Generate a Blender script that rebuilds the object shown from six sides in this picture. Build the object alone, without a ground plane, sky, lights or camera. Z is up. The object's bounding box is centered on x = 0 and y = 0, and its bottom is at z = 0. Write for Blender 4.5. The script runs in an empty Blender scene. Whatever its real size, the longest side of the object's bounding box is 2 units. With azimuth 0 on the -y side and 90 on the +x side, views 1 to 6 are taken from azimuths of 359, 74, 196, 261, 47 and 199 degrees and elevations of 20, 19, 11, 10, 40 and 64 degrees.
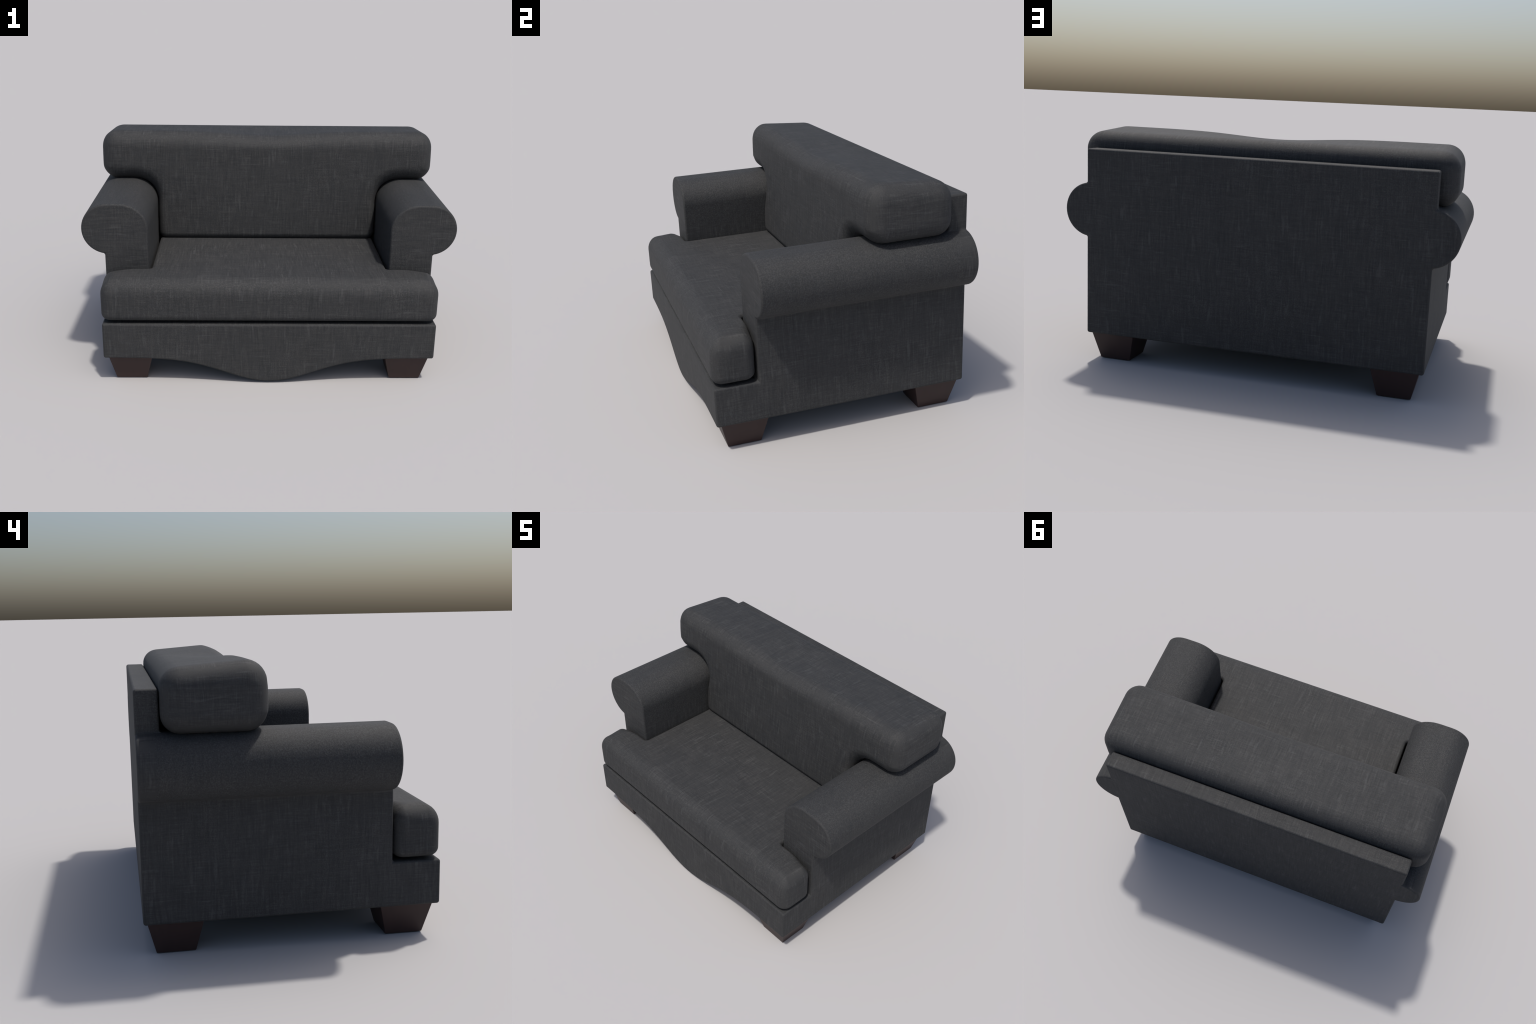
"""Rolled-arm cuddle chair: charcoal woven upholstery, T cushions, shaped front valance, tapered dark wood feet."""
import bpy, bmesh, math
from mathutils import Vector

# ------------------------------------------------------------------ sizes (metres)
HALF_W = 0.8800          # outer side wall
FRONT, REAR = -0.632, 0.633
Z_UNDER, Z_RAIL = 0.1425, 0.3406
ARM_IN = 0.646           # inner wall of the arm
ARM_FRONT = -0.420
ROLL_R, ROLL_X, ROLL_Z = 0.1382, 0.8618, 0.7932
PANEL_Y, PANEL_TOP = 0.536, 1.1042
SKIRT_BACK = -0.53

scene = bpy.context.scene
coll = scene.collection


def smooth01(t):
    t = max(0.0, min(1.0, t))
    return t * t * (3 - 2 * t)


# ------------------------------------------------------------------ node helpers
class Nodes:
    def __init__(self, name):
        self.mat = bpy.data.materials.new(name)
        self.mat.use_nodes = True
        self.nt = self.mat.node_tree
        self.nt.nodes.clear()

    def new(self, kind, **props):
        n = self.nt.nodes.new(kind)
        for k, v in props.items():
            setattr(n, k, v)
        return n

    def link(self, a, b):
        self.nt.links.new(a, b)

    def put(self, sock, v):
        if isinstance(v, bpy.types.NodeSocket):
            self.link(v, sock)
        else:
            sock.default_value = v

    def math(self, op, a, b=0.0, clamp=False):
        n = self.new('ShaderNodeMath', operation=op, use_clamp=clamp)
        self.put(n.inputs[0], a)
        self.put(n.inputs[1], b)
        return n.outputs[0]

    def mix(self, fac, a, b, kind='FLOAT'):
        n = self.new('ShaderNodeMix', data_type=kind)
        i = {'FLOAT': (2, 3, 0), 'VECTOR': (4, 5, 1), 'RGBA': (6, 7, 2)}[kind]
        self.put(n.inputs[0], fac)
        self.put(n.inputs[i[0]], a)
        self.put(n.inputs[i[1]], b)
        return n.outputs[i[2]]

    def noise(self, vec, scale=1.0, detail=2.0, rough=0.5, dist=0.0):
        n = self.new('ShaderNodeTexNoise')
        self.put(n.inputs['Vector'], vec)
        n.inputs['Scale'].default_value = scale
        n.inputs['Detail'].default_value = detail
        n.inputs['Roughness'].default_value = rough
        n.inputs['Distortion'].default_value = dist
        return n.outputs['Fac']

    def ramp(self, fac, lo, hi):
        n = self.new('ShaderNodeMapRange')
        n.clamp = True
        self.put(n.inputs[0], fac)
        n.inputs[1].default_value, n.inputs[2].default_value = lo, hi
        return n.outputs[0]


def fabric(name, swap_front=False, swap_ends=False, scroll=False, grain=1.0, slub=1.0):
    """Charcoal linen-look weave: long slubs along the warp, shorter ones along the weft, fine thread grain."""
    N = Nodes(name)
    tc = N.new('ShaderNodeTexCoord')
    sep = N.new('ShaderNodeSeparateXYZ')
    # slight wander of the threads
    wob = N.new('ShaderNodeTexNoise')
    N.link(tc.outputs['Object'], wob.inputs['Vector'])
    wob.inputs['Scale'].default_value = 5.0
    wob.inputs['Detail'].default_value = 1.0
    sub = N.new('ShaderNodeVectorMath', operation='SUBTRACT')
    N.link(wob.outputs['Color'], sub.inputs[0])
    sub.inputs[1].default_value = (0.5, 0.5, 0.5)
    sc = N.new('ShaderNodeVectorMath', operation='SCALE')
    N.link(sub.outputs[0], sc.inputs[0])
    sc.inputs['Scale'].default_value = 0.018
    add = N.new('ShaderNodeVectorMath', operation='ADD')
    N.link(tc.outputs['Object'], add.inputs[0])
    N.link(sc.outputs[0], add.inputs[1])
    N.link(add.outputs[0], sep.inputs[0])
    x, y, z = sep.outputs
    nor = N.new('ShaderNodeNewGeometry')
    ns = N.new('ShaderNodeSeparateXYZ')
    N.link(nor.outputs['Normal'], ns.inputs[0])
    ax = N.ramp(N.math('ABSOLUTE', ns.outputs[0]), 0.55, 0.80)
    az = N.ramp(N.math('ABSOLUTE', ns.outputs[2]), 0.55, 0.80)
    # u runs across the warp, v along it
    u = N.mix(ax, x, N.math('ADD', y, 3.1))
    v = N.mix(az, z, N.math('ADD', y, 1.7))
    if swap_front:
        ay = N.ramp(N.math('MULTIPLY', ns.outputs[1], -1.0), 0.6, 0.85)
        u, v = N.mix(ay, u, v), N.mix(ay, v, u)

    if swap_ends:                    # bolster ends: the weave runs across
        hi = N.math('MULTIPLY', N.ramp(z, 0.88, 0.92), ax)
        u, v = N.mix(hi, u, v), N.mix(hi, v, u)

    def threads(across, along, fa, fl, seed, detail=2.0):
        c = N.new('ShaderNodeCombineXYZ')
        N.link(N.math('MULTIPLY', across, fa), c.inputs[0])
        N.link(N.math('MULTIPLY', along, fl), c.inputs[1])
        c.inputs[2].default_value = seed
        return N.noise(c.outputs[0], 1.0, detail, 0.6)

    warp = threads(u, v, 125.0, 9.0, 1.3)
    weft = threads(v, u, 165.0, 11.0, 7.7)
    fine_a = threads(u, v, 420.0, 60.0, 3.9, 1.0)
    fine_b = threads(v, u, 420.0, 60.0, 5.2, 1.0)
    thick = threads(u, v, 52.0, 7.0, 11.0, 1.0)
    thickw = threads(v, u, 110.0, 5.0, 14.0, 1.0)
    cloud = N.noise(tc.outputs['Object'], 9.0, 3.0, 0.6)
    speck = N.noise(tc.outputs['Object'], 190.0, 3.0, 0.65)
    # patches where the cloth is rubbed and its grain shows more
    rub = N.math('ADD', N.math('MULTIPLY', N.ramp(N.noise(tc.outputs['Object'], 2.6, 1.0), 0.48, 0.66), 1.3), 0.5)
    streak = 1.0
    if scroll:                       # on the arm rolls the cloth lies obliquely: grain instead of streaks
        zz = N.new('ShaderNodeSeparateXYZ')
        N.link(tc.outputs['Object'], zz.inputs[0])
        roll = N.math('MULTIPLY', N.ramp(zz.outputs[2], 0.655, 0.675), N.math('SUBTRACT', 1.0, N.ramp(N.math('ABSOLUTE', ns.outputs[1]), 0.6, 0.9)))
        rub = N.math('ADD', rub, N.math('MULTIPLY', roll, 1.6))
        streak = N.math('SUBTRACT', 1.0, N.math('MULTIPLY', roll, 0.60))
        mottle = N.math('MULTIPLY', N.math('SUBTRACT', N.noise(tc.outputs['Object'], 120.0, 3.0, 0.7), 0.5), N.math('MULTIPLY', roll, 1.1))

    lines = N.math('MULTIPLY', N.math('SUBTRACT', warp, 0.5), 1.12)
    lines = N.math('ADD', lines, N.math('MULTIPLY', N.math('SUBTRACT', weft, 0.5), 0.85))
    # thicker slub yarns: scattered pale lines
    lines = N.math('ADD', lines, N.math('MULTIPLY', N.ramp(thick, 0.61, 0.75), 0.40))
    lines = N.math('ADD', lines, N.math('MULTIPLY', N.ramp(thickw, 0.65, 0.78), 0.40))
    patchy = N.math('ADD', N.math('MULTIPLY', N.ramp(N.noise(tc.outputs['Object'], 11.0, 2.0), 0.36, 0.62), 0.65), 0.60)
    s = N.math('MULTIPLY', N.math('MULTIPLY', lines, patchy), streak)
    s = N.math('MULTIPLY', s, slub)
    for t, k in ((fine_a, 0.55), (fine_b, 0.50), (cloud, 0.28)):
        s = N.math('ADD', s, N.math('MULTIPLY', N.math('SUBTRACT', t, 0.5), k))
    s = N.math('ADD', s, N.math('MULTIPLY', N.math('MULTIPLY', N.math('SUBTRACT', speck, 0.5), 1.0 * grain), rub))
    if scroll:
        s = N.math('ADD', s, mottle)
    tone = N.math('ADD', s, 0.43, clamp=True)

    cr = N.new('ShaderNodeValToRGB')
    e = cr.color_ramp.elements
    e[0].position, e[0].color = 0.10, (*DARK, 1)
    e[1].position, e[1].color = 0.90, (*PALE, 1)
    m = e.new(0.5)
    m.color = (*MID, 1)
    N.link(tone, cr.inputs[0])
    # threads drift between a cool and a warm charcoal
    hue = N.ramp(N.math('ADD', N.math('MULTIPLY', warp, 0.7), N.math('MULTIPLY', cloud, 0.3)), 0.38, 0.62)
    tint = N.mix(hue, (0.98, 1.0, 1.015, 1), (1.02, 1.0, 0.985, 1), 'RGBA')
    col = N.new('ShaderNodeMix', data_type='RGBA', blend_type='MULTIPLY')
    col.inputs[0].default_value = 1.0
    N.link(cr.outputs[0], col.inputs[6])
    N.link(tint, col.inputs[7])

    bump = N.new('ShaderNodeBump')
    bump.inputs['Strength'].default_value = 0.25
    bump.inputs['Distance'].default_value = 0.002
    N.link(s, bump.inputs['Height'])
    b = N.new('ShaderNodeBsdfPrincipled')
    N.link(col.outputs[2], b.inputs['Base Color'])
    b.inputs['Roughness'].default_value = 0.80
    b.inputs['Specular IOR Level'].default_value = 0.5
    N.link(bump.outputs[0], b.inputs['Normal'])
    o = N.new('ShaderNodeOutputMaterial')
    N.link(b.outputs[0], o.inputs[0])
    return N.mat


def wood(name):
    N = Nodes(name)
    tc = N.new('ShaderNodeTexCoord')
    mp = N.new('ShaderNodeMapping')
    mp.inputs['Scale'].default_value = (60, 60, 6)
    N.link(tc.outputs['Object'], mp.inputs[0])
    g = N.noise(mp.outputs[0], 1.0, 3.0, 0.6, 0.4)
    cr = N.new('ShaderNodeValToRGB')
    e = cr.color_ramp.elements
    e[0].position, e[0].color = 0.25, (0.0300, 0.0160, 0.0146, 1)
    e[1].position, e[1].color = 0.80, (0.0360, 0.0192, 0.0175, 1)
    N.link(g, cr.inputs[0])
    b = N.new('ShaderNodeBsdfPrincipled')
    N.link(cr.outputs[0], b.inputs['Base Color'])
    b.inputs['Roughness'].default_value = 0.5
    b.inputs['Specular IOR Level'].default_value = 0.35
    o = N.new('ShaderNodeOutputMaterial')
    N.link(b.outputs[0], o.inputs[0])
    return N.mat


DARK, MID, PALE = (0.0150, 0.0157, 0.0166), (0.0245, 0.0254, 0.0266), (0.0398, 0.0409, 0.0423)
M_FRAME = fabric("charcoal_weave")
M_ARM = fabric("charcoal_weave_arm", swap_front=True, scroll=True)
M_CUSH = fabric("charcoal_weave_cushion", swap_ends=True)
M_WOOD = wood("dark_stained_wood")


# ------------------------------------------------------------------ mesh helpers
def link_mesh(name, bm, mat, parent=None):
    me = bpy.data.meshes.new(name)
    bm.to_mesh(me)
    bm.free()
    ob = bpy.data.objects.new(name, me)
    coll.objects.link(ob)
    if mat:
        me.materials.append(mat)
    if parent:
        ob.parent = parent
    return ob


def prism_y(pts, y0, y1):
    """Closed xz outline extruded along y."""
    bm = bmesh.new()
    a = [bm.verts.new((x, y0, z)) for x, z in pts]
    b = [bm.verts.new((x, y1, z)) for x, z in pts]
    n = len(pts)
    bm.faces.new(a)
    bm.faces.new(b[::-1])
    for i in range(n):
        j = (i + 1) % n
        bm.faces.new((a[i], b[i], b[j], a[j]))
    bmesh.ops.recalc_face_normals(bm, faces=bm.faces)
    return bm


def box(x0, x1, y0, y1, z0, z1):
    return prism_y([(x0, z0), (x1, z0), (x1, z1), (x0, z1)], y0, y1)


def arm_outline(side):
    """Side wall with an outward roll: inner wall, flat-topped crest, outer scroll back to the wall."""
    pts = [(ARM_IN, Z_UNDER)]
    rx = ROLL_R + 0.012          # the inner shoulder is a little flatter than the scroll
    cx = ARM_IN + rx
    for i in range(17):
        a = math.pi - i / 16 * math.pi / 2
        pts.append((cx + rx * math.cos(a), ROLL_Z + ROLL_R * math.sin(a)))
    pts.append((ROLL_X, ROLL_Z + ROLL_R))
    edge = math.acos((HALF_W - ROLL_X) / ROLL_R)      # where the scroll passes the plane of the wall
    for i in range(25):
        a = edge * (1 - i / 12)
        pts.append((ROLL_X + ROLL_R * math.cos(a), ROLL_Z + ROLL_R * math.sin(a)))
    pts.append((HALF_W, Z_UNDER))
    return [(side * x, z) for x, z in pts]


def valance_outline():
    """Front rail whose lower edge swells down in a bell curve."""
    low = lambda x: Z_UNDER - 0.1360 * math.exp(-x * x / (2 * 0.233 ** 2))
    pts = [(-HALF_W, Z_UNDER)]
    n, w = 72, 0.80
    for i in range(n + 1):
        x = -w + 2 * w * i / n
        pts.append((x, min(low(x), Z_UNDER) if 0 < i < n else Z_UNDER))
    pts += [(HALF_W, Z_UNDER), (HALF_W, Z_RAIL), (-HALF_W, Z_RAIL)]
    return pts


def apply_all(ob):
    dg = bpy.context.evaluated_depsgraph_get()
    me = bpy.data.meshes.new_from_object(ob.evaluated_get(dg))
    old = ob.data
    ob.modifiers.clear()
    ob.data = me
    bpy.data.meshes.remove(old)


def weighted(ob):
    for p in ob.data.polygons:
        p.use_smooth = True
    m = ob.modifiers.new("w", 'WEIGHTED_NORMAL')
    m.weight = 60
    m.keep_sharp = False
    apply_all(ob)


# ------------------------------------------------------------------ the chair
chair = bpy.data.objects.new("cuddle_chair", None)
coll.objects.link(chair)
chair["label"] = "charcoal fabric cuddle chair with rolled arms and dark wooden feet"
chair["category"] = "sofa"

# --- upholstered frame: one welded surface, then divided into its parts
frame = link_mesh("frame", prism_y(valance_outline(), FRONT, SKIRT_BACK), None)
solids = [
    link_mesh("solid", box(-HALF_W, HALF_W, SKIRT_BACK - 0.05, -0.36, Z_UNDER, Z_RAIL), None),
    link_mesh("solid", box(-0.70, 0.70, -0.40, 0.58, Z_UNDER, Z_RAIL), None),
    link_mesh("solid", prism_y(arm_outline(1), ARM_FRONT, REAR), None),
    link_mesh("solid", prism_y(arm_outline(-1), ARM_FRONT, REAR), None),
    link_mesh("solid", box(-HALF_W, HALF_W, PANEL_Y, REAR, Z_UNDER, PANEL_TOP), None),
]
for s in solids:
    m = frame.modifiers.new("b", 'BOOLEAN')
    m.operation, m.solver, m.object = 'UNION', 'EXACT', s
apply_all(frame)
for s in solids:
    bpy.data.objects.remove(s, do_unlink=True)

bm = bmesh.new()
bm.from_mesh(frame.data)
bmesh.ops.remove_doubles(bm, verts=bm.verts, dist=0.0004)
bmesh.ops.dissolve_limit(bm, angle_limit=math.radians(0.4), verts=bm.verts, edges=bm.edges)
wl = bm.edges.layers.float.new("bevel_weight_edge")
for e in bm.edges:
    if len(e.link_faces) == 2 and e.calc_face_angle(0) > math.radians(30):
        c = (e.verts[0].co + e.verts[1].co) / 2
        e[wl] = 1.0
bm.to_mesh(frame.data)
bm.free()
bv = frame.modifiers.new("bevel", 'BEVEL')
bv.limit_method = 'WEIGHT'
bv.width = 0.0115
bv.segments = 5
bv.use_clamp_overlap = False
apply_all(frame)

bm = bmesh.new()
bm.from_mesh(frame.data)


def cut(co, no, test):
    fs = [f for f in bm.faces if test(f)]
    geom = set(fs)
    for f in fs:
        geom.update(f.edges)
        geom.update(f.verts)
    bmesh.ops.bisect_plane(bm, geom=list(geom), plane_co=co, plane_no=no, dist=1e-5)


SPLIT_Y, SPLIT_Z, SPLIT_X = 0.560, 0.3250, 0.650
cut((0, 0, SPLIT_Z), (0, 0, 1), lambda f: True)
cut((0, SPLIT_Y, 0), (0, 1, 0), lambda f: f.calc_center_median().z > SPLIT_Z)
for sx in (1, -1):
    cut((sx * 0.628, 0, 0), (1, 0, 0), lambda f: f.calc_center_median().y < SPLIT_Y and f.calc_center_median().z > SPLIT_Z)
bm.to_mesh(frame.data)
bm.free()
weighted(frame)

me = frame.data
normals = [Vector(n.vector) for n in me.corner_normals]


def region(c):
    if c.y > SPLIT_Y and c.z > SPLIT_Z:
        return "back_panel"
    if c.z > SPLIT_Z and abs(c.x) > 0.628 and c.y > ARM_FRONT - 0.02:
        return "armrest" if c.x > 0 else "armrest.001"
    return "base_rail"


groups = {}
for p in me.polygons:
    groups.setdefault(region(p.center), []).append(p.index)
for name in ("base_rail", "armrest", "armrest.001", "back_panel"):
    idx, verts, faces, nors = {}, [], [], []
    for pi in groups[name]:
        p = me.polygons[pi]
        f = []
        for li in p.loop_indices:
            vi = me.loops[li].vertex_index
            if vi not in idx:
                idx[vi] = len(verts)
                verts.append(me.vertices[vi].co.copy())
            f.append(idx[vi])
            nors.append(normals[li])
        faces.append(f)
    part = bpy.data.meshes.new(name)
    part.from_pydata(verts, [], faces)
    for q in part.polygons:
        q.use_smooth = True
    part.normals_split_custom_set(nors)
    part.materials.append(M_ARM if name.startswith("arm") else M_FRAME)
    ob = bpy.data.objects.new(name, part)
    coll.objects.link(ob)
    ob.parent = chair
bpy.data.objects.remove(frame, do_unlink=True)


# ------------------------------------------------------------------ cushions
def rounded_outline(corners, step=0.02, arc=14, floor=0.3):
    """Counter-clockwise right-angled (x, y, radius) corners -> list of (point, offset rule).
    The rule gives the point after moving the outline inward by d; convex corners keep some roundness."""
    n = len(corners)
    P = [Vector(c[:2]) for c in corners]
    segs, normals = [], []
    for i in range(n):
        p, r = P[i], corners[i][2]
        d0 = (p - P[i - 1]).normalized()
        d1 = (P[(i + 1) % n] - p).normalized()
        n0, n1 = Vector((-d0.y, d0.x)), Vector((-d1.y, d1.x))
        convex = d0.cross(d1) > 0
        s = 1 if convex else -1
        pts = []
        for k in range(arc + 1):
            t = k / arc * math.pi / 2
            v = -(n0 * math.cos(t) + n1 * math.sin(t)) * s

            def rule(d, p=p, r=r, v=v, diag=n0 + n1, s=s):
                e = max(r - d, r * floor) if s > 0 else r + d
                return p + diag * (d + s * e) + v * e
            pts.append(rule)
        segs.append(pts)
        normals.append(n1)
    out = []
    for i in range(n):
        out += [(f(0.0), f) for f in segs[i]]
        f0, f1 = segs[i][-1], segs[(i + 1) % n][0]
        m = max(1, round((f1(0) - f0(0)).length / step))
        for k in range(1, m):
            out.append((f0(0).lerp(f1(0), k / m), lambda d, f0=f0, f1=f1, k=k, m=m: f0(d).lerp(f1(d), k / m)))
    return out


def loft(name, outline, lo, hi, d_lo, d_hi, place, deform, mids=10, q=9):
    """Pillow solid: outline swept from level lo to hi, both rims rolled over by quarter rounds of local size d."""
    bm = bmesh.new()
    rings = []
    levels = [('lo', k / q) for k in range(q + 1)] + [('m', k / mids) for k in range(1, mids)] + [('hi', k / q) for k in range(q + 1)]
    for kind, t in levels:
        ring = []
        for p, rule in outline:
            dl, dh = d_lo(p), d_hi(p)
            if kind == 'lo':
                a = t * math.pi / 2
                off, h = dl * (1 - math.sin(a)), lo + dl * (1 - math.cos(a))
            elif kind == 'hi':
                a = (1 - t) * math.pi / 2
                off, h = dh * (1 - math.sin(a)), hi - dh * (1 - math.cos(a))
            else:
                off, h = 0.0, (lo + dl) + (hi - dh - lo - dl) * t
            w = rule(off)
            ring.append(bm.verts.new(deform(place(w.x, w.y, h))))
        rings.append(ring)
    n = len(outline)
    for a, b in zip(rings, rings[1:]):
        for i in range(n):
            j = (i + 1) % n
            bm.faces.new((a[i], a[j], b[j], b[i]))
    bm.faces.new(rings[0][::-1])
    bm.faces.new(rings[-1])
    bmesh.ops.recalc_face_normals(bm, faces=bm.faces)
    ob = link_mesh(name, bm, M_CUSH, chair)
    weighted(ob)
    return ob


# seat cushion: T in plan, ears wrapping the arm fronts
EAR, BODY = 0.886, 0.634
seat_plan = rounded_outline([
    (-EAR, -0.634, 0.054), (EAR, -0.634, 0.054), (EAR, -0.426, 0.052), (BODY, -0.426, 0.018),
    (BODY, 0.50, 0.05), (-BODY, 0.50, 0.05), (-BODY, -0.426, 0.018), (-EAR, -0.426, 0.052)])


def seat_top_roll(p):
    ear = 0.020 + 0.050 * smooth01((abs(p.x) - 0.72) / 0.14)
    if p.y > -0.40:
        ear = 0.020 + 0.025 * smooth01((p.y - 0.35) / 0.1)
    return ear + (0.086 - ear) * smooth01((-0.46 - p.y) / 0.12)


def seat_low_roll(p):
    return 0.018 + 0.020 * smooth01((-0.35 - p.y) / 0.05) * smooth01((abs(p.x) - 0.66) / 0.1 if p.y > -0.5 else 1)


loft("seat_cushion", seat_plan, 0.3515, 0.5805, seat_low_roll, seat_top_roll,
     lambda a, b, h: Vector((a, b, h)), lambda v: v)

# back cushion: T in elevation, head bolster overhanging the arms, front crest dipping at the middle
WING, TRUNK = 0.9635, 0.640
back_face = rounded_outline([
    (-TRUNK, 0.573, 0.045), (TRUNK, 0.573, 0.045), (TRUNK, 0.924, 0.135), (WING, 0.924, 0.085),
    (WING, 1.190, 0.092), (-WING, 1.190, 0.092), (-WING, 0.924, 0.085), (-TRUNK, 0.924, 0.135)])


def front_roll(p):
    return (0.042 + 0.040 * smooth01((p.y - 0.74) / 0.17) + 0.011 * smooth01((p.y - 1.03) / 0.12)
            + 0.012 * smooth01((abs(p.x) - 0.60) / 0.06) * smooth01((1.0 - p.y) / 0.05) * smooth01((p.y - 0.84) / 0.07))


def crest(v):
    w = smooth01((v.z - 0.97) / 0.20)
    rise = 0.019 - 0.072 * (max(0.17, min(0.47, v.y)) - 0.17)
    dip = 0.025 * math.exp(-v.x ** 2 / (2 * 0.22 ** 2)) * smooth01((v.z - 1.07) / 0.12) * smooth01((0.50 - v.y) / 0.34)
    lean = 0.028 * (1 - smooth01((v.z - 0.62) / 0.36)) * max(0.0, (0.5 - v.y) / 0.4)
    return Vector((v.x, v.y - lean, v.z + w * rise - dip))


loft("back_cushion", back_face, 0.105, 0.533, front_roll, lambda p: 0.080,
     lambda a, b, h: Vector((a, h, b)), crest)

# ------------------------------------------------------------------ feet
bm = bmesh.new()
ring = []
for h, z in ((0.0825, 0.0), (0.1185, 0.1475)):
    ring.append([bm.verts.new((sx * h, sy * h, z)) for sx, sy in ((-1, -1), (1, -1), (1, 1), (-1, 1))])
bm.faces.new(ring[0][::-1])
bm.faces.new(ring[1])
for i in range(4):
    j = (i + 1) % 4
    bm.faces.new((ring[0][i], ring[0][j], ring[1][j], ring[1][i]))
bmesh.ops.bevel(bm, geom=bm.edges[:], offset=0.003, segments=2, profile=0.5, affect='EDGES')
foot = link_mesh("foot", bm, M_WOOD, chair)
weighted(foot)
spots = [(0.7395, -0.4905), (-0.7395, -0.4905), (0.7395, 0.4995), (-0.7395, 0.4995)]
foot.location = (*spots[0], 0)
for x, y in spots[1:]:
    o = foot.copy()
    o.location = (x, y, 0)
    coll.objects.link(o)
